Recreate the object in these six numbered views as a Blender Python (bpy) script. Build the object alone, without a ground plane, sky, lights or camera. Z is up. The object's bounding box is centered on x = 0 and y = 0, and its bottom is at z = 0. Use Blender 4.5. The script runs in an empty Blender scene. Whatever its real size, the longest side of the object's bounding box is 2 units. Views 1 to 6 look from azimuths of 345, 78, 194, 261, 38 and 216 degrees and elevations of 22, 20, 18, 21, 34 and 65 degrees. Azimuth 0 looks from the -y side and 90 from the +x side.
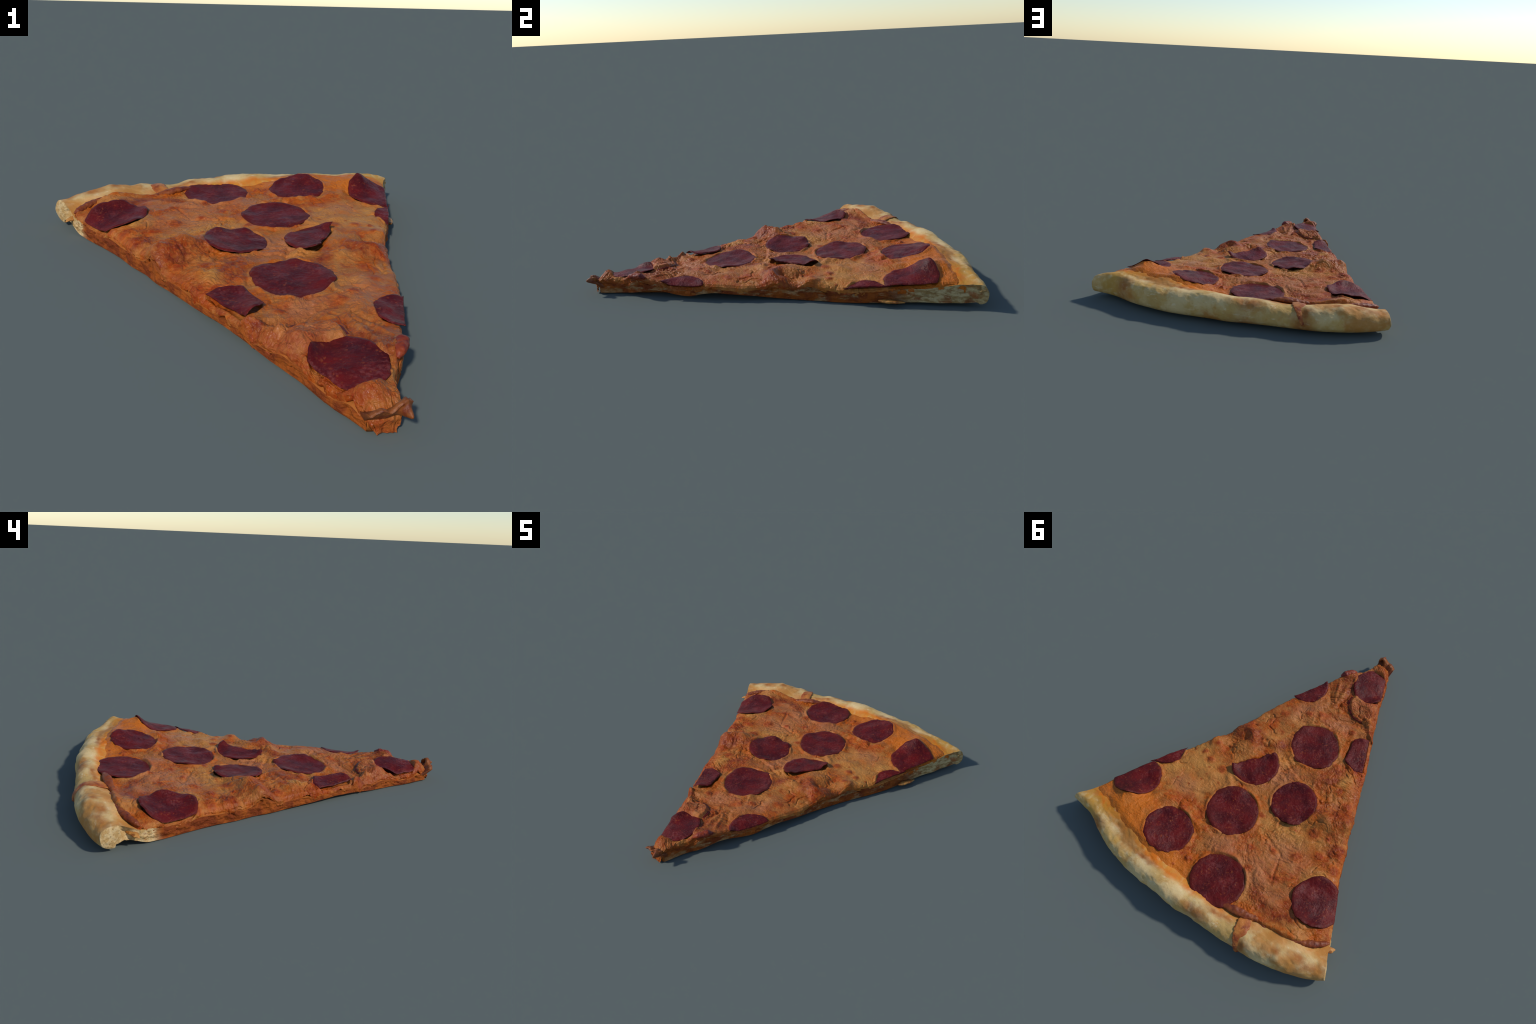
# A slice of pepperoni pizza, built part by part.
import bpy, math
import numpy as np

# ------------------------------------------------------------------ helpers
_perm = np.random.RandomState(7).permutation(256)
_perm = np.concatenate([_perm, _perm, _perm])
_g = np.random.RandomState(11).normal(size=(256, 3))
_g /= np.linalg.norm(_g, axis=1)[:, None]


def noise3(x, y, z=0.0):
    """gradient noise, about -0.7..0.7"""
    x, y, z = np.broadcast_arrays(np.asarray(x, float), np.asarray(y, float), np.asarray(z, float))
    xi, yi, zi = (np.floor(c).astype(int) for c in (x, y, z))
    xf, yf, zf = x - xi, y - yi, z - zi
    fade = lambda t: t * t * t * (t * (6 * t - 15) + 10)
    u, v, w = fade(xf), fade(yf), fade(zf)

    def corner(i, j, k):
        h = _perm[_perm[_perm[(xi + i) & 255] + ((yi + j) & 255)] + ((zi + k) & 255)]
        g = _g[h]
        return g[..., 0] * (xf - i) + g[..., 1] * (yf - j) + g[..., 2] * (zf - k)
    lerp = lambda a, b, t: a + (b - a) * t
    x00 = lerp(corner(0, 0, 0), corner(1, 0, 0), u)
    x10 = lerp(corner(0, 1, 0), corner(1, 1, 0), u)
    x01 = lerp(corner(0, 0, 1), corner(1, 0, 1), u)
    x11 = lerp(corner(0, 1, 1), corner(1, 1, 1), u)
    return lerp(lerp(x00, x10, v), lerp(x01, x11, v), w)


def fbm(x, y, z=0.0, oct=4, gain=0.5):
    s, a = 0.0, 1.0
    for i in range(oct):
        s = s + a * noise3(x * 2 ** i + 17 * i, y * 2 ** i - 9 * i, z * 2 ** i + 5 * i)
        a *= gain
    return s


def smooth(e0, e1, x):
    t = np.clip((x - e0) / (e1 - e0), 0, 1)
    return t * t * (3 - 2 * t)


def curve(pts):
    """smooth 1D function through control points (x, y)"""
    p = np.array(sorted(pts), float)
    x, y = p[:, 0], p[:, 1]
    d = np.gradient(y, x)

    def f(q):
        q = np.clip(np.asarray(q, float), x[0], x[-1])
        i = np.clip(np.searchsorted(x, q) - 1, 0, len(x) - 2)
        h = x[i + 1] - x[i]
        t = (q - x[i]) / h
        return ((2 * t**3 - 3 * t**2 + 1) * y[i] + (t**3 - 2 * t**2 + t) * h * d[i]
                + (-2 * t**3 + 3 * t**2) * y[i + 1] + (t**3 - t**2) * h * d[i + 1])
    return f


def make_mesh(name, verts, faces, mat=None, parent=None, smooth_shade=True, origin=(0, 0, 0)):
    me = bpy.data.meshes.new(name)
    v = np.asarray(verts, float) - np.asarray(origin, float)
    me.from_pydata(v.tolist(), [], [tuple(int(i) for i in f) for f in faces])
    me.validate()
    me.update()
    if smooth_shade:
        me.polygons.foreach_set("use_smooth", np.ones(len(me.polygons), bool))
    ob = bpy.data.objects.new(name, me)
    ob.location = origin
    bpy.context.scene.collection.objects.link(ob)
    if mat:
        me.materials.append(mat)
    if parent:
        ob.parent = parent
    return ob


def grid_faces(nu, nv, off=0, flip=False, wrap_u=False):
    f = []
    mu = nu if wrap_u else nu - 1
    i, j = np.meshgrid(np.arange(mu), np.arange(nv - 1), indexing="ij")
    a = off + i * nv + j
    b = off + ((i + 1) % nu) * nv + j
    q = np.stack([a, b, b + 1, a + 1], -1).reshape(-1, 4)
    return q[:, ::-1] if flip else q


# ------------------------------------------------------------------ outline of the slice
LEFT = curve([(-.95, -.065), (-.88, -.092), (-.80, -.128), (-.70, -.162), (-.58, -.215), (-.46, -.268), (-.355, -.316),
              (-.255, -.360), (-.16, -.396), (-.065, -.432), (.04, -.478), (.11, -.500), (.20, -.545), (.28, -.575),
              (.35, -.605), (.42, -.640), (.50, -.683), (.56, -.715), (.62, -.742), (.70, -.775), (.76, -.805), (.82, -.835)])
RIGHT = curve([(-.95, .008), (-.92, .018), (-.84, .043), (-.80, .065), (-.76, .097), (-.70, .133), (-.65, .158), (-.587, .187),
               (-.53, .215), (-.47, .245), (-.365, .302), (-.28, .338), (-.20, .366), (-.10, .393), (0, .427), (.09, .466),
               (.175, .512), (.26, .560), (.34, .602), (.436, .640), (.53, .676), (.60, .702), (.67, .735), (.75, .760),
               (.81, .795), (.85, .822), (.88, .84)])
# outer line of the crust, y of x
OUTER = curve([(-.86, .785), (-.835, .803), (-.78, .840), (-.687, .884), (-.54, .931), (-.426, .952), (-.345, .960), (-.205, .971),
               (-.09, .981), (0, .994), (.122, .990), (.241, .995), (.339, .993), (.437, .978), (.547, .951), (.616, .926),
               (.696, .892), (.76, .879), (.85, .872)])
U_OUT_L, U_OUT_R = -.832, .840
TIP_L, TIP_R = np.array([-.066, -.928]), np.array([.012, -.930])


_left, _right = LEFT, RIGHT
LEFT = lambda y: _left(y) + .006 * smooth(-.95, -.6, y) * smooth(.70, .50, y)
RIGHT = lambda y: _right(y) - .007 * smooth(-.60, -.3, y) * smooth(.75, .60, y)


def plan(u, v):
    """slice parameters (u: left cut .. right cut, v: tip .. outer line of crust) to x, y"""
    u, v = np.broadcast_arrays(np.asarray(u, float), np.asarray(v, float))
    ax = U_OUT_L + (U_OUT_R - U_OUT_L) * u
    ay = OUTER(ax)
    tx = TIP_L[0] + (TIP_R[0] - TIP_L[0]) * u
    ty = TIP_L[1] + (TIP_R[1] - TIP_L[1]) * u
    y = ty + (ay - ty) * v
    lx0, rx0 = TIP_L[0] + (U_OUT_L - TIP_L[0]) * v, TIP_R[0] + (U_OUT_R - TIP_R[0]) * v
    x = tx + (ax - tx) * v
    yl = TIP_L[1] + (OUTER(U_OUT_L) - TIP_L[1]) * v
    yr = TIP_R[1] + (OUTER(U_OUT_R) - TIP_R[1]) * v
    x = x + (1 - u) * (LEFT(yl) - lx0) + u * (RIGHT(yr) - rx0)
    return x, y


# ------------------------------------------------------------------ height of the topping
HEIGHTS = np.array([
    # tip
    (-.03, -.94, .070), (-.09, -.92, .048), (.005, -.92, .082), (-.05, -.745, .084), (-.12, -.82, .046), (-.16, -.72, .052), (-.03, -.88, .082),
    (.045, -.82, .080), (.10, -.76, .098), (.13, -.69, .102), (.15, -.645, .098),
    # right cut
    (.20, -.57, .070), (.24, -.48, .068), (.20, -.49, .078), (.275, -.40, .080), (.325, -.28, .076), (.37, -.16, .074),
    (.425, 0, .072), (.49, .12, .084), (.54, .20, .074), (.56, .24, .070), (.60, .33, .086), (.635, .405, .090),
    (.66, .50, .104), (.71, .62, .112), (.755, .74, .118), (.80, .82, .118),
    # left cut
    (-.20, -.61, 0.062), (-.26, -.45, 0.064), (-.31, -.35, 0.064), (-.36, -.25, 0.066), (-.40, -.15, 0.068), (-.43, -.06, 0.068),
    (-.49, .09, 0.066), (-.56, .20, 0.066), (-.60, .31, 0.067), (-.65, .43, 0.072), (-.69, .52, 0.078), (-.735, .60, 0.086),
    (-.155, -.60, 0.084), (-.20, -.46, 0.086), (-.25, -.36, 0.082), (-.31, -.20, .080), (-.345, -.10, .086), (-.52, .27, 0.094),
    (-.565, .38, 0.100), (-.55, .67, 0.132), (-.43, .56, 0.116),
    # middle
    (-.343, .393, .098), (-.436, .316, .098), (-.57, .515, .095), (-.10, .74, .110), (.283, .698, .134), (.60, .60, .126), (.54, .695, .168), (.47, .672, .154), (.52, .61, .122), (.51, .55, .116), (.70, .775, .150), (.36, .70, .140), (.46, .115, .098), (.24, -.13, .096), (.02, .63, .114), (-.06, .50, .108), (-.30, .58, .112), (-.17, .29, .092), (.03, .13, .090), (.37, .16, .100), (-.10, -.80, .066), (.13, -.63, .092), (-.10, -.67, .070), (-.185, -.43, .078), (.585, .690, .180), (.515, .790, .162), (.66, .74, .146), (.42, .62, .134), (.70, .62, .110), (.45, .765, .160), (.42, -.04, .086), (.08, -.48, .088), (-.01, -.55, .086),
    (.09, .40, .104), (.16, .115, .096), (-.14, .15, .094), (-.027, -.208, .086), (-.26, -.327, .074), (-.11, -.57, .072), (-.06, -.45, .074), (-.19, -.545, .052),
    (.435, .342, .102), (.099, .751, .112), (-.404, .79, .110), (-.579, .74, .132), (.36, .78, .168), (.27, .83, .152), (-.70, .68, .094), (-.50, .64, .104), 
])


def thin_plate(pts, lam=1e-5):
    P, z = pts[:, :2], pts[:, 2]
    k = lambda r2: np.where(r2 > 0, r2 * np.log(np.maximum(r2, 1e-12)), 0)
    n = len(P)
    A = np.zeros((n + 3, n + 3))
    A[:n, :n] = k(((P[:, None] - P[None]) ** 2).sum(-1)) + lam * np.eye(n)
    A[:n, n] = 1
    A[:n, n + 1:] = P
    A[n, :n] = 1
    A[n + 1:, :n] = P.T
    w = np.linalg.solve(A, np.concatenate([z, [0, 0, 0]]))

    def f(x, y):
        x, y = np.broadcast_arrays(np.asarray(x, float), np.asarray(y, float))
        s = w[n] + w[n + 1] * x + w[n + 2] * y
        for i in range(n):
            s = s + w[i] * k((x - P[i, 0]) ** 2 + (y - P[i, 1]) ** 2)
        return s
    return f


base_height = thin_plate(HEIGHTS, 2e-4)

# lumps and folds of cheese: (x, y, radius along, radius across, direction in degrees, height)
LUMPS = [
    # mound at the left cut
    (-.295, .155, .090, .052, 205, .030), (-.398, .118, .085, .075, 205, .042), (-.455, .062, .052, .056, 230, .034),
    (-.245, .100, .05, .03, 190, .010), (-.370, .022, .035, .016, 205, -.010), (-.490, .09, .04, .04, 0, .012),
    (-.405, .120, .020, .020, 0, .006), (-.350, .135, .020, .020, 0, .005), (-.455, .095, .018, .018, 0, .006),
    # mound behind the folded slice
    (.215, .080, .115, .030, 56, .012), (.315, -.050, .055, .035, 150, .036), (.270, .030, .070, .050, 60, .026), (.322, .075, .050, .030, 70, .014),
    (.210, -.060, .050, .030, 35, .022), (.265, -.085, .03, .022, 0, .014), (.375, -.02, .05, .035, 60, .022),
    (.150, -.085, .045, .022, 80, .010), (.365, .07, .05, .016, 80, -.004),
    # folds by the tip
    (-.110, -.590, .13, .05, 12, .008),
    (-.17, -.480, .07, .016, 10, -.010), (-.07, -.468, .06, .014, 25, -.008),
    (-.235, -.475, .05, .014, 150, .018), (-.190, -.530, .035, .028, 20, .030), (-.12, -.64, .03, .02, 40, .008), (-.165, -.69, .03, .02, 60, .010), (-.265, -.455, .03, .014, 170, .016), (-.255, -.500, .02, .015, 0, -.020),
    (-.10, -.865, .060, .030, 150, .016), (-.045, -.90, .04, .022, 150, .008),
    (.075, -.735, .025, .05, 60, .014), (.11, -.715, .022, .03, 20, .012),
    (.055, -.60, .012, .08, 8, .006), (.095, -.60, .010, .09, 25, .006), (.025, -.58, .010, .07, -5, -.006),
    (.115, -.56, .010, .07, 30, -.006), (.145, -.60, .012, .06, 40, .005),
    # swells of the cheese
    (-.50, .215, .05, .025, 200, .010), (-.34, -.095, .04, .035, 120, .014), (-.30, -.15, .05, .02, 60, .010),
    (-.40, .665, .08, .02, 200, .010), (-.25, .60, .07, .03, 160, .008), (-.02, .60, .05, .04, 30, .008),
    (.22, .27, .05, .02, 140, .008), (.20, .57, .03, .10, 75, .010), (.47, .60, .08, .02, 60, .010),
    (.40, .57, .04, .025, 30, .012), (-.08, -.37, .04, .03, 0, .010), (.10, -.34, .05, .02, 120, .010),
    (.00, -.02, .012, .10, 70, -.008), (.03, .02, .012, .12, -25, -.008), (.07, .01, .014, .12, -25, .008),
    (.30, .43, .09, .010, 20, -.006), (-.22, .42, .09, .008, 160, -.007), (-.30, .52, .008, .07, 20, -.006),
    (.34, .31, .06, .03, 40, .010), (.45, .12, .05, .03, 60, .010), (.50, .27, .04, .03, 60, .008), (.20, -.28, .06, .03, 70, .010),
    (.02, -.38, .06, .02, 20, .008), (-.17, -.06, .05, .04, 0, .008), (-.20, .32, .08, .04, 30, .006), (.12, -.44, .08, .02, 60, .008),
]
# toasted blisters: (x, y, radius, height)
BLISTERS = [
    (-.343, .393, .030, .006), (-.436, .316, .028, .007), (-.23, .44, .018, .004), (.099, .751, .020, .012), (-.18, .60, .022, .005),
    (-.12, .50, .016, .004), (.30, .245, .026, .007), (.39, .235, .024, .007), (.45, .215, .018, .004), (-.34, .23, .035, .007),
    (-.05, .32, .018, .004), (-.39, -.02, .03, .008), (-.30, -.06, .025, .005), (-.14, -.42, .022, .007), (.07, -.40, .022, .008),
    (.13, -.36, .020, .006), (.13, .30, .02, .004), (.22, .62, .02, .006), (-.55, .33, .035, .008), (-.60, .39, .022, .005),
    (-.52, .245, .025, .006), (.42, .13, .02, .004), (.25, -.27, .028, .006), (-.20, -.18, .02, .005), (.31, .56, .022, .008),
    (-.47, .62, .04, .007), (-.33, .56, .03, .004), (.36, -.10, .020, .006), (-.42, .21, .018, .006), (-.30, -.22, .02, .006),
]


def lumps(x, y):
    wx = x + .012 * fbm(x * 14, y * 14, 3.1, 2)
    wy = y + .012 * fbm(x * 14, y * 14, 8.7, 2)
    s = np.zeros_like(x)
    for cx, cy, a, b, ang, h in LUMPS:
        c, sn = math.cos(math.radians(ang)), math.sin(math.radians(ang))
        p, q = (wx - cx) * c + (wy - cy) * sn, -(wx - cx) * sn + (wy - cy) * c
        s = s + h * np.exp(-((p / a) ** 2 + (q / b) ** 2) ** 1.3)
    for cx, cy, r, h in BLISTERS:
        s = s + h * np.exp(-(((wx - cx) ** 2 + (wy - cy) ** 2) / (.8 * r * r)) ** 1.5)
    return s


def wrinkles(x, y):
    """creased skin of baked cheese"""
    wx = x + .030 * fbm(x * 9, y * 9, 1.3, 4)
    wy = y + .030 * fbm(x * 9, y * 9, 6.3, 4)
    lump = .7 * fbm(wx * 15, wy * 15, 2.2, 3) + .9 * fbm(x * 8, y * 8, 52., 2)
    # wrinkles run in drifting directions
    turn = .5 * fbm(x * 2.2, y * 2.2, 15., 2) + .5
    p, q = wx * np.cos(turn) + wy * np.sin(turn), -wx * np.sin(turn) + wy * np.cos(turn)
    ridge = 1 - 2 * np.abs(fbm(p * 25, q * 35, 4.4, 3, .55))
    ridge2 = 1 - 2 * np.abs(fbm(p * 50, q * 62, 9.4, 2, .55))
    area = .30 + 1.0 * smooth(-.35, .35, fbm(x * 4, y * 4, 5.5, 2))
    crack = np.exp(-(fbm(wx * 6, wy * 6, 21., 3) / .028) ** 2) * smooth(.0, .3, fbm(x * 5, y * 5, 33., 2))
    # the orange cheese running up the crust on the right is smoother
    calm = 1 - .75 * smooth(.72, .84, y - .10 * np.abs(x - .25)) * smooth(-.15, .1, x)
    return calm * (.0084 * lump + area * (.0040 * (ridge - .6) + .0019 * (ridge2 - .6)) - .007 * crack)


# pepperoni: centre x, y, radii, and the lines that cut it (kept side on the left of the line)
def clip_line(a, b):
    return np.array(a, float), np.array(b, float)


def edge_clip_right(y0, y1, out=.006):
    return clip_line((float(RIGHT(y0)) + out, y0), (float(RIGHT(y1)) + out, y1))


def edge_clip_left(y0, y1, out=.006):
    return clip_line((float(LEFT(y1)) - out, y1), (float(LEFT(y0)) - out, y0))


FOLD_LINE = clip_line((.132, -.012), (.276, .203))
SLICES = [
    dict(cx=-.575, cy=.520, rx=.130, ry=.132, clips=[edge_clip_left(.40, .60, .002)], lift=.007, seed=1, follow=.8,
         curls=[(15, 24, .014), (75, 26, .020), (125, 26, .028), (-60, 26, .012), (-95, 16, .008), (40, 14, -.004), (100, 12, -.004)]),
    dict(cx=-.099, cy=.743, rx=.145, ry=.144, lift=.006, seed=2, tilt=(0, .06), follow=.8, curls=[(185, 40, .008), (5, 30, .010), (120, 40, .010), (-80, 20, -.004)]),
    dict(cx=.283, cy=.698, rx=.129, ry=.129, lift=.006, seed=3, follow=.9, curls=[(200, 40, .006), (90, 40, .006), (-60, 12, -.006)]),
    dict(cx=.636, cy=.570, rx=.130, ry=.130, clips=[edge_clip_right(.46, .70, .000)], lift=.008, seed=4, follow=.9, curls=[(110, 40, .019)]),
    dict(cx=.655, cy=.330, rx=.122, ry=.110, clips=[edge_clip_right(.24, .41, .004)], lift=.006, seed=5, follow=.9, curls=[]),
    dict(cx=.090, cy=.398, rx=.144, ry=.142, lift=.005, seed=6, follow=.8, curls=[(70, 30, .012), (170, 30, .010), (20, 24, .002), (-110, 24, -.006), (-40, 20, .006)]),
    dict(cx=.165, cy=.105, rx=.132, ry=.118, ang=56, clips=[FOLD_LINE], lift=.012, seed=7, follow=.4, ragged=.016, tilt=(.05, -.03),
         curls=[(38, 22, .024), (175, 50, .008), (-98, 22, .026), (110, 24, -.004)]),
    dict(cx=-.144, cy=.152, rx=.128, ry=.127, lift=.009, seed=8, follow=.5, tilt=(-.06, .03), curls=[(60, 14, .018), (110, 14, .014), (200, 30, .008), (-60, 16, .008), (85, 10, -.006), (20, 16, -.006), (150, 14, -.006)]),
    dict(cx=-.028, cy=-.208, rx=.140, ry=.141, lift=.005, seed=9, follow=.8, curls=[(150, 26, .010), (-25, 20, .010), (60, 30, .006), (95, 14, -.005)]),
    dict(cx=-.275, cy=-.330, rx=.108, ry=.105, clips=[edge_clip_left(-.45, -.20, -.022), clip_line((-.165, -.44), (-.205, -.27))], lift=.008, seed=10, follow=.7,
         curls=[(-55, 28, .022), (70, 40, .006), (180, 20, -.004)]),
    dict(cx=.250, cy=-.520, rx=.110, ry=.115, ang=20, clips=[edge_clip_right(-.61, -.40, .008)], lift=.008, seed=11, follow=.9, curls=[(-100, 40, .010)]),
    dict(cx=-.050, cy=-.745, rx=.100, ry=.122, ang=10, clips=[edge_clip_left(-.85, -.60, -.012)], lift=.008, seed=13, follow=.8, curls=[(140, 30, .027), (-10, 30, .004), (60, 24, .010)]),
]


def slice_radius(sl, x, y):
    """1 on the rim of the slice, and how far inside its cuts a point lies"""
    c, sn = math.cos(math.radians(sl.get("ang", 0))), math.sin(math.radians(sl.get("ang", 0)))
    dx, dy = x - sl["cx"], y - sl["cy"]
    inside = np.full(np.shape(x), 9.)
    for a, b in sl.get("clips", []):
        n = np.array([-(b - a)[1], (b - a)[0]])
        n /= np.linalg.norm(n)
        inside = np.minimum(inside, (x - a[0]) * n[0] + (y - a[1]) * n[1])
    return np.hypot((dx * c + dy * sn) / sl["rx"], (-dx * sn + dy * c) / sl["ry"]), inside


def bedding(x, y):
    """cheese gives way under each slice and swells unevenly against its rim"""
    s = np.zeros_like(x)
    for sl in SLICES:
        rad, ins = slice_radius(sl, x, y)
        k = smooth(-.015, .01, ins)
        ph = np.arctan2(y - sl["cy"], x - sl["cx"])
        swell = .45 + 1.5 * noise3(np.cos(ph) * 2.2, np.sin(ph) * 2.2, sl["seed"] * 5.1) + .6 * noise3(np.cos(ph) * 4, np.sin(ph) * 4, sl["seed"] * 2.7)
        s = s - k * .013 * smooth(.99, .88, rad) + k * .0110 * swell * (1 - smooth(.80, .86, y)) * np.exp(-((rad - 1.03) / .07) ** 2)
    return s


BURIED = dict(cx=-.122, cy=-.615, rx=.122, ry=.108, ang=15, clips=[edge_clip_left(-.75, -.45, -.030)], follow=.9)


def buried_scarp(x, y):
    """cheese lying over a hidden slice, ending in a steep step on the side of the crust"""
    rad, ins = slice_radius(BURIED, x, y)
    n = .05 * fbm(x * 18, y * 18, 77., 3)
    tx, ty = (x + .058) * .98 - (y + .862) * .2, (x + .058) * .2 + (y + .862) * .98
    tongue = .014 * smooth(1.0, .50, np.hypot(tx / .074, ty / .058) + 2.5 * n) * smooth(-.92, -.88, y) * smooth(.005, .04, x - LEFT(y))
    return tongue + .018 * smooth(1.02, .84, rad + n) * smooth(-.70, -.60, y + .3 * (x + .12)) * smooth(-.005, .02, ins)


def cheese_height(x, y):
    near = np.zeros_like(x)
    for sl in SLICES:
        rad, ins = slice_radius(sl, x, y)
        near = np.maximum(near, np.exp(-((rad - 1.0) / .09) ** 2) * smooth(-.02, .0, ins))
    return base_height(x, y) + lumps(x, y) + (1 - .6 * near) * wrinkles(x, y) + bedding(x, y) + buried_scarp(x, y)


# ------------------------------------------------------------------ material helpers
def srgb(r, g, b):
    f = lambda c: c / 12.92 if c <= .04045 else ((c + .055) / 1.055) ** 2.4
    return (f(r / 255), f(g / 255), f(b / 255), 1)


class Nodes:
    def __init__(self, name):
        self.mat = bpy.data.materials.new(name)
        self.mat.use_nodes = True
        self.t = self.mat.node_tree
        self.t.nodes.clear()
        self.out = self.t.nodes.new("ShaderNodeOutputMaterial")
        self.bsdf = self.t.nodes.new("ShaderNodeBsdfPrincipled")
        self.t.links.new(self.bsdf.outputs[0], self.out.inputs[0])
        tc = self.t.nodes.new("ShaderNodeTexCoord")
        self.co = tc.outputs["Object"]

    def n(self, kind, **kw):
        nd = self.t.nodes.new("ShaderNode" + kind)
        for k, v in kw.items():
            setattr(nd, k, v)
        return nd

    def put(self, sock, val):
        if isinstance(val, bpy.types.NodeSocket):
            self.t.links.new(val, sock)
        else:
            sock.default_value = val

    def math(self, op, a, b=0.0, clamp=False):
        nd = self.n("Math", operation=op, use_clamp=clamp)
        self.put(nd.inputs[0], a)
        self.put(nd.inputs[1], b)
        return nd.outputs[0]

    def vmath(self, op, a, b=(0, 0, 0)):
        nd = self.n("VectorMath", operation=op)
        self.put(nd.inputs[0], a)
        self.put(nd.inputs[1], b)
        return nd.outputs["Value"] if op in ("LENGTH", "DISTANCE", "DOT_PRODUCT") else nd.outputs[0]

    def noise(self, scale, detail=3, rough=.55, distort=0.0, co=None, stretch=None, offset=(0, 0, 0)):
        nd = self.n("TexNoise")
        c = co or self.co
        if stretch or any(offset):
            mp = self.n("Mapping")
            self.put(mp.inputs["Vector"], c)
            mp.inputs["Scale"].default_value = stretch or (1, 1, 1)
            mp.inputs["Location"].default_value = offset
            c = mp.outputs[0]
        self.put(nd.inputs["Vector"], c)
        nd.inputs["Scale"].default_value = scale
        nd.inputs["Detail"].default_value = detail
        nd.inputs["Roughness"].default_value = rough
        nd.inputs["Distortion"].default_value = distort
        return nd.outputs[0]

    def warp(self, amount, scale, co=None):
        nd = self.n("TexNoise")
        self.put(nd.inputs["Vector"], co or self.co)
        nd.inputs["Scale"].default_value = scale
        nd.inputs["Detail"].default_value = 3
        v = self.vmath("SUBTRACT", nd.outputs["Color"], (.5, .5, .5))
        s = self.n("VectorMath", operation="SCALE")
        self.put(s.inputs[0], v)
        s.inputs["Scale"].default_value = amount
        return self.vmath("ADD", co or self.co, s.outputs[0])

    def voronoi(self, scale, co=None, feature="F1", rnd=1.0):
        nd = self.n("TexVoronoi", feature=feature)
        self.put(nd.inputs["Vector"], co or self.co)
        nd.inputs["Scale"].default_value = scale
        nd.inputs["Randomness"].default_value = rnd
        return nd.outputs["Distance"]

    def range(self, val, a, b, lo=0.0, hi=1.0):
        nd = self.n("MapRange", interpolation_type="SMOOTHSTEP")
        if a > b:
            a, b, lo, hi = b, a, hi, lo
        self.put(nd.inputs[0], val)
        for i, v in enumerate((a, b, lo, hi)):
            nd.inputs[1 + i].default_value = v
        return nd.outputs[0]

    def mix(self, fac, a, b, blend="MIX"):
        nd = self.n("Mix", data_type="RGBA", blend_type=blend)
        self.put(nd.inputs[0], fac)
        self.put(nd.inputs[6], a)
        self.put(nd.inputs[7], b)
        return nd.outputs[2]

    def nearest(self, co, items):
        """distance to the closest of several ellipses, 1 on their outlines: (x, y, rx, ry, degrees)"""
        m = None
        for x, y, rx, ry, ang in items:
            mp = self.n("Mapping", vector_type="TEXTURE")
            self.put(mp.inputs["Vector"], co)
            mp.inputs["Location"].default_value = (x, y, 0)
            mp.inputs["Rotation"].default_value = (0, 0, math.radians(ang))
            mp.inputs["Scale"].default_value = (rx, ry, 1e3)
            d = self.vmath("LENGTH", mp.outputs[0])
            m = d if m is None else self.math("MINIMUM", m, d)
        return m

    def blobs(self, co, items):
        """soft patches of colour: ellipses with a common softness (mean of the sixth value)"""
        soft = sum(i[5] for i in items) / len(items)
        return self.range(self.nearest(co, [i[:5] for i in items]), 1 + soft, 1 - soft)

    def bump(self, height, strength, dist, chain=None):
        nd = self.n("Bump")
        self.put(nd.inputs["Height"], height)
        nd.inputs["Strength"].default_value = strength
        nd.inputs["Distance"].default_value = dist
        if chain:
            self.put(nd.inputs["Normal"], chain)
        return nd.outputs[0]

    def done(self, color, rough, normal=None, spec=.4, sss=0.0, coat=0.0):
        b = self.bsdf
        self.put(b.inputs["Base Color"], color)
        self.put(b.inputs["Roughness"], rough)
        b.inputs["Specular IOR Level"].default_value = spec
        if sss:
            b.inputs["Subsurface Weight"].default_value = sss
            b.inputs["Subsurface Radius"].default_value = (.02, .008, .004)
            b.inputs["Subsurface Scale"].default_value = .5
        if coat:
            self.put(b.inputs["Coat Weight"], coat)
            b.inputs["Coat Roughness"].default_value = .25
        if normal:
            self.put(b.inputs["Normal"], normal)
        return self.mat


# circle that fits the sweep of the crust
ARC_C, ARC_R = (.04, -1.35, 0), 2.345


def inward(N, co):
    """distance inwards from the outer line of the crust"""
    flat = N.vmath("MULTIPLY", co, (1, 1, 0))
    return N.math("SUBTRACT", ARC_R, N.vmath("DISTANCE", flat, ARC_C))


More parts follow.
